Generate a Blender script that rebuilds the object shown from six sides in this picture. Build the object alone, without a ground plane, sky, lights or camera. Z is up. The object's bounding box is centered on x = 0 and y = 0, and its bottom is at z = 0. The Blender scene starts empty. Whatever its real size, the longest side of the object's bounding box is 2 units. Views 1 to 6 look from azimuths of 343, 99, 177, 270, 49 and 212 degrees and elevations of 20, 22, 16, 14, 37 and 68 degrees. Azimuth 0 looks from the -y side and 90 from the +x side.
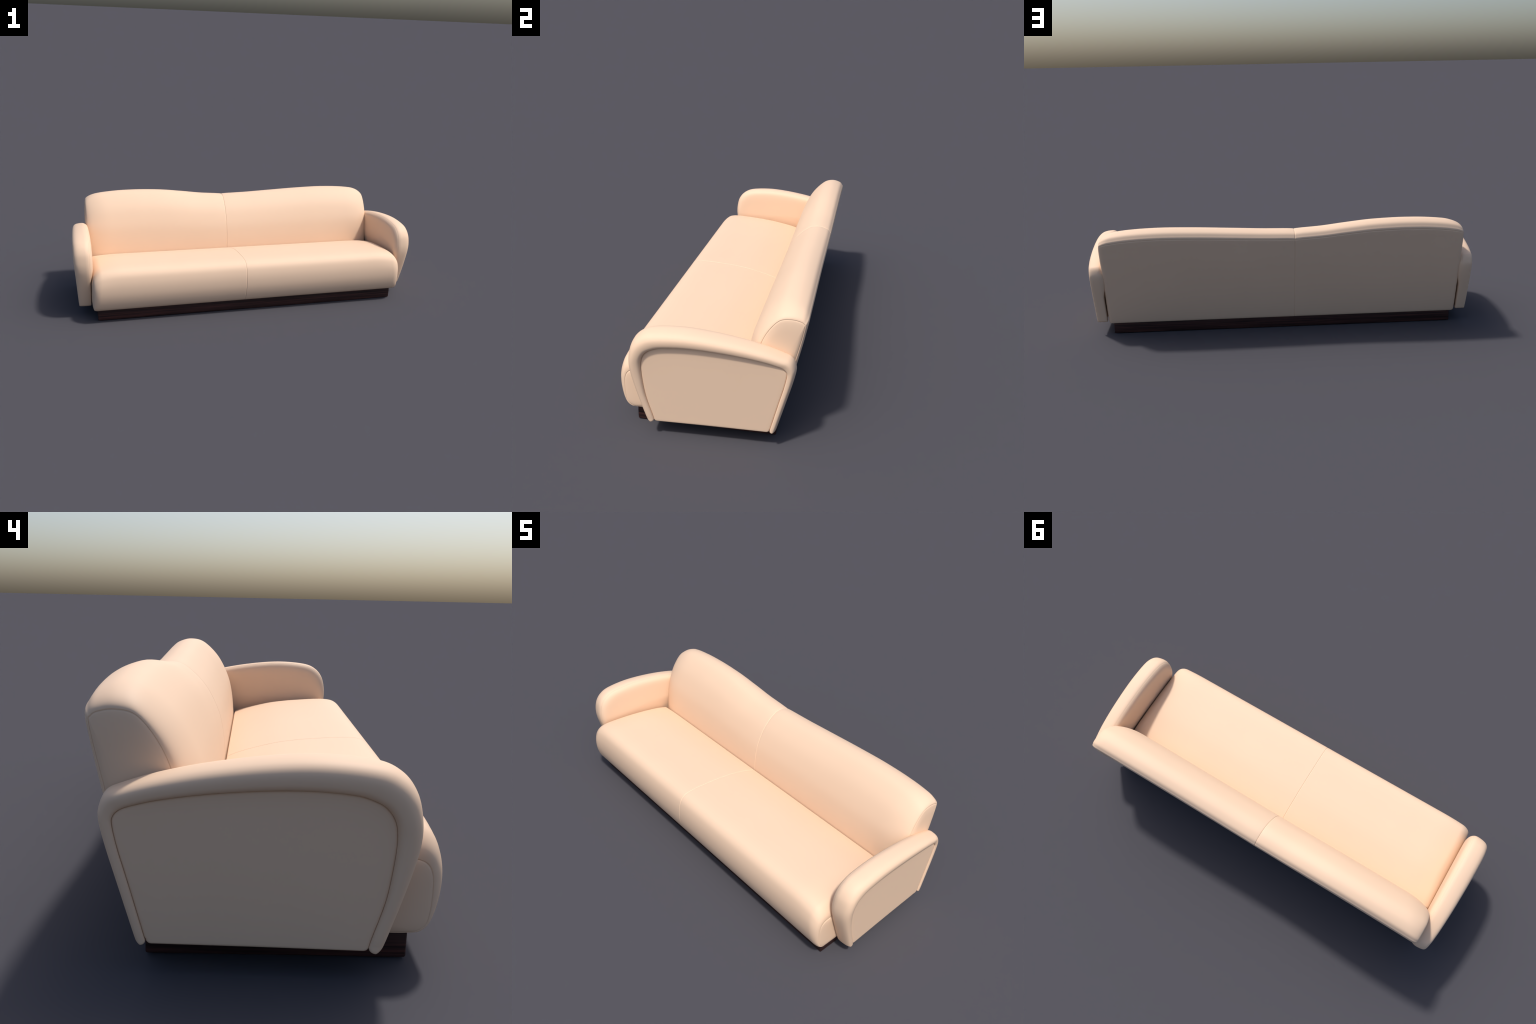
import bpy, bmesh, math
from mathutils import Vector

# ------------------------------------------------------------------ helpers
def catmull(pts, samples):
    """centripetal-free Catmull-Rom through pts; samples are parameters 0..n-1"""
    n = len(pts); out = []
    for t in samples:
        i = min(max(int(math.floor(t)), 0), n - 2); u = t - i
        p0 = pts[max(i - 1, 0)]; p1 = pts[i]; p2 = pts[i + 1]; p3 = pts[min(i + 2, n - 1)]
        out.append(tuple(0.5 * (2 * b + (c - a) * u + (2 * a - 5 * b + 4 * c - d) * u * u
                                + (3 * b - a - 3 * c + d) * u ** 3)
                         for a, b, c, d in zip(p0, p1, p2, p3)))
    return out

def pchip(xs, ys):
    """monotone cubic through the knots"""
    n = len(xs)
    h = [xs[i + 1] - xs[i] for i in range(n - 1)]
    d = [(ys[i + 1] - ys[i]) / h[i] for i in range(n - 1)]
    m = [d[0]] + [0.0] * (n - 2) + [d[-1]]
    for i in range(1, n - 1):
        if d[i - 1] * d[i] > 0:
            w1 = 2 * h[i] + h[i - 1]; w2 = h[i] + 2 * h[i - 1]
            m[i] = (w1 + w2) / (w1 / d[i - 1] + w2 / d[i])
    def f(x):
        x = min(max(x, xs[0]), xs[-1]); i = 0
        while i < n - 2 and x > xs[i + 1]: i += 1
        t = (x - xs[i]) / h[i]
        return ((1 + 2 * t) * (1 - t) ** 2 * ys[i] + t * (1 - t) ** 2 * h[i] * m[i]
                + t * t * (3 - 2 * t) * ys[i + 1] + t * t * (t - 1) * h[i] * m[i + 1])
    return f

def smooth(a, b, x):
    t = min(max((x - a) / (b - a), 0.0), 1.0)
    return t * t * (3 - 2 * t)

def normals2d(loop, closed=True):
    """inward normals of a loop of 2D points, whichever way it runs"""
    n = len(loop)
    area = sum(loop[i][0] * loop[(i + 1) % n][1] - loop[(i + 1) % n][0] * loop[i][1] for i in range(n))
    s = 1 if area > 0 else -1
    res = []
    for i in range(n):
        a = loop[(i - 1) % n]; b = loop[(i + 1) % n]
        tx, ty = b[0] - a[0], b[1] - a[1]; l = math.hypot(tx, ty) or 1
        res.append((-ty / l * s, tx / l * s))
    return res

sofa = bpy.data.objects.new("sofa", None)
bpy.context.collection.objects.link(sofa)
sofa["label"] = "cream leather two-seat sofa with humped back and rounded arms"
sofa["category"] = "sofa"

def mesh_from_rings(name, rings, tags, cap_tags=(None, None), closed=True):
    """loft through rings of equal length. tags[j][k] = region of the face between
    ring j and j+1 at point k. Returns (bmesh, face regions)."""
    bm = bmesh.new()
    vs = [[bm.verts.new(p) for p in r] for r in rings]
    lay = bm.faces.layers.int.new("region")
    n = len(rings[0])
    for j in range(len(rings) - 1):
        for k in range(n if closed else n - 1):
            k2 = (k + 1) % n
            f = bm.faces.new((vs[j][k], vs[j][k2], vs[j + 1][k2], vs[j + 1][k]))
            f[lay] = tags(j, k)
    for end, ct in ((0, cap_tags[0]), (-1, cap_tags[1])):
        if ct is not None:
            f = bm.faces.new(vs[end]); f[lay] = ct
    bmesh.ops.recalc_face_normals(bm, faces=bm.faces)
    for f in bm.faces: f.smooth = True
    return bm

def split_regions(bm, names, mat, parent):
    """separate the faces of one smooth surface into named parts that keep the
    vertex normals of the whole surface"""
    lay = bm.faces.layers.int["region"]
    bm.normal_update(); bm.verts.index_update()
    made = []
    for region, name in names.items():
        fs = [f for f in bm.faces if f[lay] == region]
        if not fs: continue
        vmap = {}; verts = []; norms = []; faces = []
        for f in fs:
            idx = []
            for v in f.verts:
                if v.index not in vmap:
                    vmap[v.index] = len(verts); verts.append(v.co.copy()); norms.append(v.normal.copy())
                idx.append(vmap[v.index])
            faces.append(idx)
        me = bpy.data.meshes.new(name)
        me.from_pydata(verts, [], faces)
        for p in me.polygons: p.use_smooth = True
        me.normals_split_custom_set_from_vertices([tuple(q) for q in norms])
        me.materials.append(mat)
        ob = bpy.data.objects.new(name, me)
        bpy.context.collection.objects.link(ob)
        ob.parent = parent
        made.append(ob)
    bm.free()
    return made

def simple_part(bm, name, mat, parent):
    me = bpy.data.meshes.new(name); bm.to_mesh(me); bm.free()
    me.materials.append(mat)
    ob = bpy.data.objects.new(name, me)
    bpy.context.collection.objects.link(ob); ob.parent = parent
    return ob

# ---------------------------------------------------------------- materials
def leather():
    m = bpy.data.materials.new("cream_leather"); m.use_nodes = True
    nt = m.node_tree; b = nt.nodes["Principled BSDF"]
    tc = nt.nodes.new("ShaderNodeTexCoord")
    n1 = nt.nodes.new("ShaderNodeTexNoise"); n1.inputs["Scale"].default_value = 3.0
    n1.inputs["Detail"].default_value = 3
    r = nt.nodes.new("ShaderNodeValToRGB")
    r.color_ramp.elements[0].position = 0.3; r.color_ramp.elements[1].position = 0.7
    r.color_ramp.elements[0].color = LEATHER_A; r.color_ramp.elements[1].color = LEATHER_B
    nt.links.new(tc.outputs["Object"], n1.inputs["Vector"])
    nt.links.new(n1.outputs["Fac"], r.inputs["Fac"])
    nt.links.new(r.outputs["Color"], b.inputs["Base Color"])
    b.inputs["Roughness"].default_value = 0.6
    b.inputs["Specular IOR Level"].default_value = 0.25
    return m

def dark_wood():
    m = bpy.data.materials.new("dark_rosewood"); m.use_nodes = True
    nt = m.node_tree; b = nt.nodes["Principled BSDF"]
    tc = nt.nodes.new("ShaderNodeTexCoord")
    mp = nt.nodes.new("ShaderNodeMapping"); mp.inputs["Scale"].default_value = (1.6, 1.6, 110)
    mp.inputs["Rotation"].default_value = (0, 0.006, 0)
    n1 = nt.nodes.new("ShaderNodeTexNoise"); n1.inputs["Scale"].default_value = 1.6
    n1.inputs["Detail"].default_value = 6; n1.inputs["Roughness"].default_value = 0.6
    n1.inputs["Distortion"].default_value = 0.4
    r = nt.nodes.new("ShaderNodeValToRGB"); e = r.color_ramp.elements
    e[0].position = 0.36; e[0].color = (0.012, 0.0060, 0.0058, 1)
    e[1].position = 0.72; e[1].color = (0.095, 0.031, 0.025, 1)
    x = e.new(0.52); x.color = (0.041, 0.017, 0.0155, 1)
    nt.links.new(tc.outputs["Object"], mp.inputs["Vector"])
    nt.links.new(mp.outputs["Vector"], n1.inputs["Vector"])
    nt.links.new(n1.outputs["Fac"], r.inputs["Fac"])
    nt.links.new(r.outputs["Color"], b.inputs["Base Color"])
    bp = nt.nodes.new("ShaderNodeBump"); bp.inputs["Strength"].default_value = 0.08
    bp.inputs["Distance"].default_value = 0.002
    nt.links.new(n1.outputs["Fac"], bp.inputs["Height"])
    nt.links.new(bp.outputs["Normal"], b.inputs["Normal"])
    b.inputs["Roughness"].default_value = 0.45
    b.inputs["Specular IOR Level"].default_value = 0.3
    return m

LEATHER_A = (0.757, 0.547, 0.390, 1); LEATHER_B = (0.768, 0.557, 0.398, 1)
HIDE = leather(); WOOD = dark_wood()

# ------------------------------------------------- seat and backrest bodies
SEAM_X = -0.057          # the sewn joint between the two halves is off centre

def groove(d, depth, width):
    return depth * math.exp(-(d / width) ** 2)

def fine_params(n, per, seams=()):
    """profile parameters 0..n-1, denser round the seams"""
    ts = {round(i / per, 5) for i in range((n - 1) * per + 1)}
    for s in seams:
        for o in (0, .01, .02, .035, .055, .08, .12):
            for q in (s - o, s + o):
                if 0 <= q <= n - 1: ts.add(round(q, 5))
    return sorted(ts)

def upholstered_body(mid, end, fillet, per, height, region_of, region_names, profile_seams=(), END_X=.9):
    """mid / end: matching control points (y, z) of the cross-section in the run and
    at the end panel; fillet: how far in x the section takes to shrink, per point;
    height(x, y, z) moves a section point for the hump of the back."""
    ts = fine_params(len(mid), per, profile_seams)
    M = catmull(mid, ts); E = catmull(end, ts)
    L = [l[0] for l in catmull([(f,) for f in fillet], ts)]
    n = len(ts)
    M0 = M
    nm = normals2d(M0); ne = normals2d(E)
    g = [0.0] * n
    for s in profile_seams:
        i0 = min(range(n), key=lambda i: abs(ts[i] - s))
        for i in range(n):
            d = math.hypot(M0[i][0] - M0[i0][0], M0[i][1] - M0[i0][1])
            g[i] = max(g[i], groove(d, 0.0013, 0.0016))
    rings = []; kinds = []
    cy = (min(p[0] for p in E) + max(p[0] for p in E)) / 2; cz = (min(p[1] for p in E) + max(p[1] for p in E)) / 2
    def ring(xs, f, extra=0.0, kind=0, shrink=0.0, bulge=0.0, sgn=1, frac=0.0):
        r = []
        for i in range(n):
            y = M[i][0] * (1 - f) + E[i][0] * f
            z = M[i][1] * (1 - f) + E[i][1] * f
            a = nm[i][0] * (1 - f) + ne[i][0] * f; b = nm[i][1] * (1 - f) + ne[i][1] * f
            o = extra + g[i] * (1 - 0.5 * f)
            y += a * o; z += b * o
            if shrink:
                dy, dz = cy - y, cz - z; l = math.hypot(dy, dz)
                y += dy / l * shrink; z += dz / l * shrink
            y += (cy - y) * frac; z += (cz - z) * frac
            x = xs[i]
            y, z = height(x, y, z, 1 - f)
            r.append((x + sgn * bulge, y, z))
        rings.append(r); kinds.append(kind)
    # end rings: fillet (theta 0..90), groove, pillowed end panel
    TH = [0, 8, 16, 24, 32, 40, 48, 55, 62, 68, 74, 79, 84, 88, 90]
    PANEL = [(0.0006, -0.0008, 0), (0.0016, -0.0009, 0), (0.0030, 0.0004, 0), (0.0055, 0.0014, 0), (0.010, 0.0026, 0.02),
             (0.012, 0.0044, 0.07), (0.012, 0.0054, 0.16), (0.012, 0.0062, 0.32), (0.012, 0.0066, 0.55), (0.012, 0.0067, 0.85)]
    def fillet_x(th):
        s = math.sin(math.radians(th))
        return [END_X - l + l * s for l in L]
    for sh, bu, fr in reversed(PANEL):
        ring([-END_X] * n, 1, kind=1, shrink=sh, bulge=bu, sgn=-1, frac=fr)
    for th in reversed(TH):
        ring([-x for x in fillet_x(th)], 1 - math.cos(math.radians(th)), kind=2)
    # the run along x, with the sewn joint
    lo = -(END_X - max(L)); hi = -lo
    xs = [lo + (hi - lo) * i / 64 for i in range(1, 64)]
    xs = [x for x in xs if abs(x - SEAM_X) > 0.016]
    off = (0, .0007, .0014, .0022, .0032, .0045, .0065, .010)
    sx = sorted({SEAM_X + o for o in off} | {SEAM_X - o for o in off})
    run = sorted(xs + sx)
    for x in run:
        w = (x - lo) / (hi - lo)
        row = []
        for l in L:      # every point's own run ends where its fillet starts
            e = END_X - l
            if x < SEAM_X - .012:   row.append(SEAM_X - .012 + (x - SEAM_X + .012) / (lo - SEAM_X + .012) * (-e - SEAM_X + .012))
            elif x > SEAM_X + .012: row.append(SEAM_X + .012 + (x - SEAM_X - .012) / (hi - SEAM_X - .012) * (e - SEAM_X - .012))
            else: row.append(x)
        k = 3 if x < SEAM_X - 1e-6 else 4
        ring(row, 0, extra=groove(x - SEAM_X, 0.0018, 0.0013) , kind=k)
    for th in TH:
        ring(fillet_x(th), 1 - math.cos(math.radians(th)), kind=5)
    for sh, bu, fr in PANEL:
        ring([END_X] * n, 1, kind=6, shrink=sh, bulge=bu, sgn=1, frac=fr)
    first_panel = kinds.index(2); last_panel = max(i for i, k in enumerate(kinds) if k == 5)
    seam_ring = len(PANEL) + len(TH) + run.index(SEAM_X)
    def tag(j, k):
        if j < first_panel: return 100
        if j >= last_panel: return 101
        side = 0 if j < seam_ring else 1
        return region_of(ts[k]) * 2 + side
    bm = mesh_from_rings("body", rings, tag, (100, 101))
    return split_regions(bm, region_names, HIDE, sofa)

# seat: section runs from under the backrest, along the bottom, up the front, back over the top
seat_mid = [(.1215, .068), (.050, .063), (-.200, .066), (-.300, .067), (-.323, .071), (-.339, .086), (-.3525, .116),
            (-.3615, .160), (-.3620, .205), (-.3555, .245), (-.3425, .2775), (-.319, .2985), (-.285, .3055),
            (-.230, .3050), (-.160, .3000), (-.100, .2940), (-.030, .2825), (.054, .260), (.106, .2408), (.1180, .2315), (.1215, .200)]
seat_end = [(.117, .072), (.050, .066), (-.200, .069), (-.290, .070), (-.314, .074), (-.329, .088), (-.3350, .112),
            (-.3375, .145), (-.3375, .175), (-.3355, .196), (-.328, .216), (-.314, .228), (-.290, .233),
            (-.230, .236), (-.160, .236), (-.100, .233), (-.030, .228), (.054, .220), (.104, .214), (.114, .205), (.117, .180)]
seat_fil = [.02, .02, .02, .02, .022, .028, .034, .040, .045, .050, .050, .050, .050, .050, .050, .05, .05, .04, .04, .03, .02]
def seat_crown(x, y, z, w):
    """the top of the seat dips towards the arms, most at the front"""
    q = min(max((abs(x) - .74) / .16, 0), 1)
    top = smooth(.17, .29, z)
    return y, z - w * top * q * q * (.021 if y < -.1 else .021 - .008 * min((y + .1) / .22, 1))
upholstered_body(seat_mid, seat_end, seat_fil, 6, seat_crown, lambda t: 0,
                 {0: "seat_cushion", 1: "seat_cushion", 100: "seat_end_panel", 101: "seat_end_panel"}, END_X=.9045)

# backrest: two humps of different height, lowest at the sewn joint
hump_left = pchip([-.905, -.877, -.793, -.67, -.60, -.467, -.315, -.187, -.057],
                  [.553, .559, .5730, .5815, .5825, .5785, .564, .549, .5405])
hump_right = pchip([-.057, .09, .24, .46, .60, .68, .767, .817, .86, .905],
                   [.5405, .5445, .552, .5625, .566, .5645, .5595, .554, .547, .538])
REAR_SLOPE = 0.219
def hump(x, y, z, w):
    top = hump_left(x) if x < SEAM_X else hump_right(x)
    top -= .0022 * math.exp(-abs(x - SEAM_X) / .014)
    z0 = 0.24
    if y > .3: y += .002 * smooth(.3, .8, x) * smooth(.3, .45, z)
    if z > z0:
        dz = (z - z0) * ((top - z0) / (0.5405 - z0) - 1)
        return y + dz * REAR_SLOPE * 0.6, z + dz
    return y, z

back_mid = [(.254, .059), (.263, .069), (.2925, .190), (.3305, .357), (.3495, .450), (.3585, .498), (.3530, .5145), (.3370, .5300),
            (.296, .5395), (.248, .5265), (.188, .470), (.1465, .392), (.129, .320), (.122, .236), (.118, .140), (.120, .068), (.130, .062), (.190, .0605)]
back_end = [(.248, .066), (.2555, .078), (.2825, .190), (.3205, .357), (.3385, .440), (.3475, .4905), (.3435, .5005), (.331, .5085),
            (.297, .5135), (.255, .503), (.214, .453), (.187, .392), (.170, .320), (.157, .236), (.150, .140), (.150, .072), (.156, .066), (.200, .065)]
back_fil = [.018, .018, .018, .020, .024, .036, .048, .060, .080, .110, .130, .135, .130, .115, .08, .03, .02, .016]
REAR_SEAM = 5.0
upholstered_body(back_mid, back_end, back_fil, 6, hump,
                 lambda t: 1 if t < REAR_SEAM - 1e-6 or t > 15.9 else 0,
                 {0: "backrest_cushion", 1: "backrest_cushion", 2: "back_panel", 3: "back_panel",
                  100: "backrest_end_panel", 101: "backrest_end_panel"}, (REAR_SEAM,), END_X=.9050)

# -------------------------------------------------------------------- plinth
def plinth():
    x, y0, y1, z1 = .8835, -.2980, .2540, .066
    bm = bmesh.new(); bmesh.ops.create_cube(bm, size=1)
    for v in bm.verts:
        v.co = Vector((v.co.x * 2 * x, y0 if v.co.y < 0 else y1, 0.0 if v.co.z < 0 else z1))
    bmesh.ops.bevel(bm, geom=bm.edges[:], offset=.0045, segments=4, profile=.5, affect='EDGES')
    for f in bm.faces: f.smooth = True
    ob = simple_part(bm, "plinth", WOOD, sofa)
    return ob
p = plinth()
me = p.data
bmn = bmesh.new(); bmn.from_mesh(me)
for e in bmn.edges:
    if len(e.link_faces) == 2 and e.calc_face_angle(0) > math.radians(35): e.smooth = False
bmn.to_mesh(me); bmn.free()

# ---------------------------------------------------------------------- arms
# U-shaped run of the arm: outer edge (y, z), edge towards the side panel (y, z), outermost x
ARM = [(-.236, .0755, -.202, .0755, .980), (-.242, .095, -.207, .095, .982), (-.2645, .173, -.228, .173, .987), (-.284, .245, -.238, .249, .992),
       (-.2925, .295, -.2405, .302, .996), (-.2905, .340, -.234, .337, .999), (-.278, .386, -.215, .363, 1.0),
       (-.249, .4215, -.188, .377, 1.0), (-.200, .443, -.155, .3855, 1.0), (-.100, .452, -.085, .391, .998),
       (.000, .447, .000, .390, .995), (.118, .4305, .110, .381, .990), (.216, .409, .205, .367, .984),
       (.285, .387, .262, .353, .978), (.312, .374, .285, .3435, .974), (.325, .350, .297, .330, .972),
       (.328, .323, .2985, .312, .971), (.3175, .271, .290, .266, .970), (.2975, .196, .272, .196, .969),
       (.271, .098, .2475, .098, .967), (.2645, .0745, .2415, .0745, .966)]
NA = len(ARM)
INNER_X = .914
def panel_x(y, z):
    """plane of the flat side panel: it leans out towards the top and the front"""
    return .9735 - .0277 * (y + .197) + .026 * (z - .07)
# section of the band: s from the panel edge (0) to the outer edge (1), offset in x,
# share of the panel plane's x, share of the outermost x (both counted from INNER_X)
BAND = [(.00, -.012, 1, 0), (-.01, -.002, 1, 0), (.015, 0, .82, .18), (.05, 0, .54, .46), (.11, 0, .30, .70), (.20, 0, .12, .88),
        (.32, 0, .025, .975), (.45, 0, 0, 1), (.58, 0, 0, .985), (.70, 0, 0, .94), (.80, 0, 0, .87), (.885, 0, 0, .765), (.945, 0, 0, .62),
        (.983, 0, 0, .45), (1.0, 0, 0, .28), (.993, 0, 0, .19), (.970, 0, 0, .11), (.940, 0, 0, .06), (.921, 0, 0, .037),
        (.912, 0, 0, .036), (.900, 0, 0, .040), (.86, .002, 0, 0), (.70, 0, 0, 0), (.0, 0, 0, 0), (-.04, .003, 0, 0), (-.04, -.02, 1, 0)]

def arm_at(t):
    return catmull(ARM, [t])[0]

def armrest(sgn):
    # band
    stations = [i / 8 for i in range((NA - 1) * 8 + 1)]
    rings = []
    fine = []
    nb = len(BAND)
    bs = [i / 3 for i in range((nb - 1) * 3 + 1)]
    sec = catmull(BAND, bs)
    def band_ring(t, adv=0.0, sq=1.0, xin=0.0):
        py, pz, qy, qz, xo = arm_at(t)
        e = 1e-3
        a = arm_at(max(t - e, 0)); b = arm_at(min(t + e, NA - 1))
        ty, tz = (b[0] + b[2]) - (a[0] + a[2]), (b[1] + b[3]) - (a[1] + a[3]); l = math.hypot(ty, tz)
        ty /= l; tz /= l
        if adv: ty, tz = ty / abs(tz), (1 if t == 0 else -1)
        r = []
        xp = panel_x(qy, qz)
        for s, dx, wp, wo in sec:
            s = .5 + (s - .5) * sq
            x = INNER_X + (xp - INNER_X) * wp + (xo - INNER_X) * wo + dx
            xm = (INNER_X + xo) / 2
            x = xm + (x - xm) * (1 - xin)
            r.append((sgn * x, qy + (py - qy) * s + ty * adv, qz + (pz - qz) * s + tz * adv))
        return r
    caps = [90, 80, 68, 56, 44, 32, 20, 10]
    def cap(t, sign):
        py, pz, qy, qz, xo = arm_at(t)
        rad = math.hypot(py - qy, pz - qz) / 2
        res = []
        for a in caps:
            c = math.cos(math.radians(a)); s = math.sin(math.radians(a))
            res.append(band_ring(t, sign * rad * .88 * s, max(c ** .72, .02), .10 * (1 - c) ** 1.5))
        return res
    rings = cap(0, -1) + [band_ring(t) for t in stations] + cap(NA - 1, 1)[::-1]
    bm = mesh_from_rings("band", rings, lambda j, k: 0, (0, 0))
    arm = simple_part(bm, "armrest", HIDE, sofa)

    # recessed flat side panel
    out = []
    for t in [i / 6 for i in range((NA - 1) * 6 + 1)]:
        py, pz, qy, qz, xo = arm_at(t)
        if t < 0.4 or t > NA - 1.4: continue
        out.append((qy, qz))
    # bottom edge with small round corners
    fy, ry = -.2015, .2400
    bottom = []
    for a in range(0, 91, 15):
        bottom.append((ry - .010 + .010 * math.cos(math.radians(a)), .0745 - .0095 * math.sin(math.radians(a))))
    for i in range(1, 16):
        u = i / 16
        bottom.append((ry - .010 + (fy + .010 - ry + .010) * u, .065 - .002 * u))
    for a in range(90, -1, -15):
        bottom.append((fy + .010 - .010 * math.cos(math.radians(a)), .0725 - .0095 * math.sin(math.radians(a))))
    loop = out + bottom
    nn = normals2d(loop)
    cy = .02; cz = .215
    def ring(ins, dx, fr=0.0):
        r = []
        for p, q in zip(loop, nn):
            dy, dz = cy - p[0], cz - p[1]; l = math.hypot(dy, dz)
            y, z = p[0] + dy / l * ins * 1.2, p[1] + dz / l * ins * 1.2
            y += (cy - y) * fr; z += (cz - z) * fr
            r.append((sgn * (panel_x(y, z) + dx), y, z))
        return r
    rr = [ring(.006, -.038, .9), ring(.006, -.038, .3), ring(.004, -.038), ring(.0005, -.034), ring(.0, -.02), ring(-.0005, -.009), ring(0, -.0045), ring(.0012, -.0018), ring(.0032, -.0004),
          ring(.006, 0), ring(.006, 0, .05), ring(.006, 0, .2), ring(.006, 0, .5), ring(.006, 0, .9)]
    bm = mesh_from_rings("side_panel", rr, lambda j, k: 0, (0, 0))
    simple_part(bm, "side_panel", HIDE, arm)

    # padded inner face, sewn to the band
    # (distance in from the outer edge on the wide part of the arm, x)
    prof = [(.0090, .9210), (.0066, .9188), (.0052, .9172), (.0056, .9155), (.0070, .9134), (.0095, .9104), (.0130, .9072), (.0175, .9042),
            (.0230, .9018), (.0295, .9003), (.0370, .8992)]
    sec_t = [i / 6 for i in range((NA - 1) * 6 + 1) if arm_at(i / 6)[1] >= .17]
    rr = []
    for off, x in prof:
        loop = []
        for t in sec_t:
            py, pz, qy, qz, xo = arm_at(t)
            loop.append((py + (qy - py) * off / .06, pz + (qz - pz) * off / .06))
        a, b = loop[-1], loop[0]
        loop += [(a[0] + (b[0] - a[0]) * i / 24, a[1] + (b[1] - a[1]) * i / 24) for i in range(1, 24)]
        rr.append([(sgn * (.9172 + (x - .9172) * (smooth(.17, .30, z) if x < .9172 else 1)), y, z) for y, z in loop])
    last = rr[-1]
    for fr, x in ((.06, .8986), (.14, .8982), (.3, .8980), (.6, .8979), (.9, .8979)):
        r = []
        for p in last:
            y, z = p[1] + (.02 - p[1]) * fr, p[2] + (.30 - p[2]) * fr
            r.append((sgn * (.9172 + (x - .9172) * smooth(.17, .30, z)), y, z))
        rr.append(r)
    bm = mesh_from_rings("inner_pad", rr, lambda j, k: 0, (0, 0))
    simple_part(bm, "inner_pad", HIDE, arm)
    return arm

armrest(1); armrest(-1)
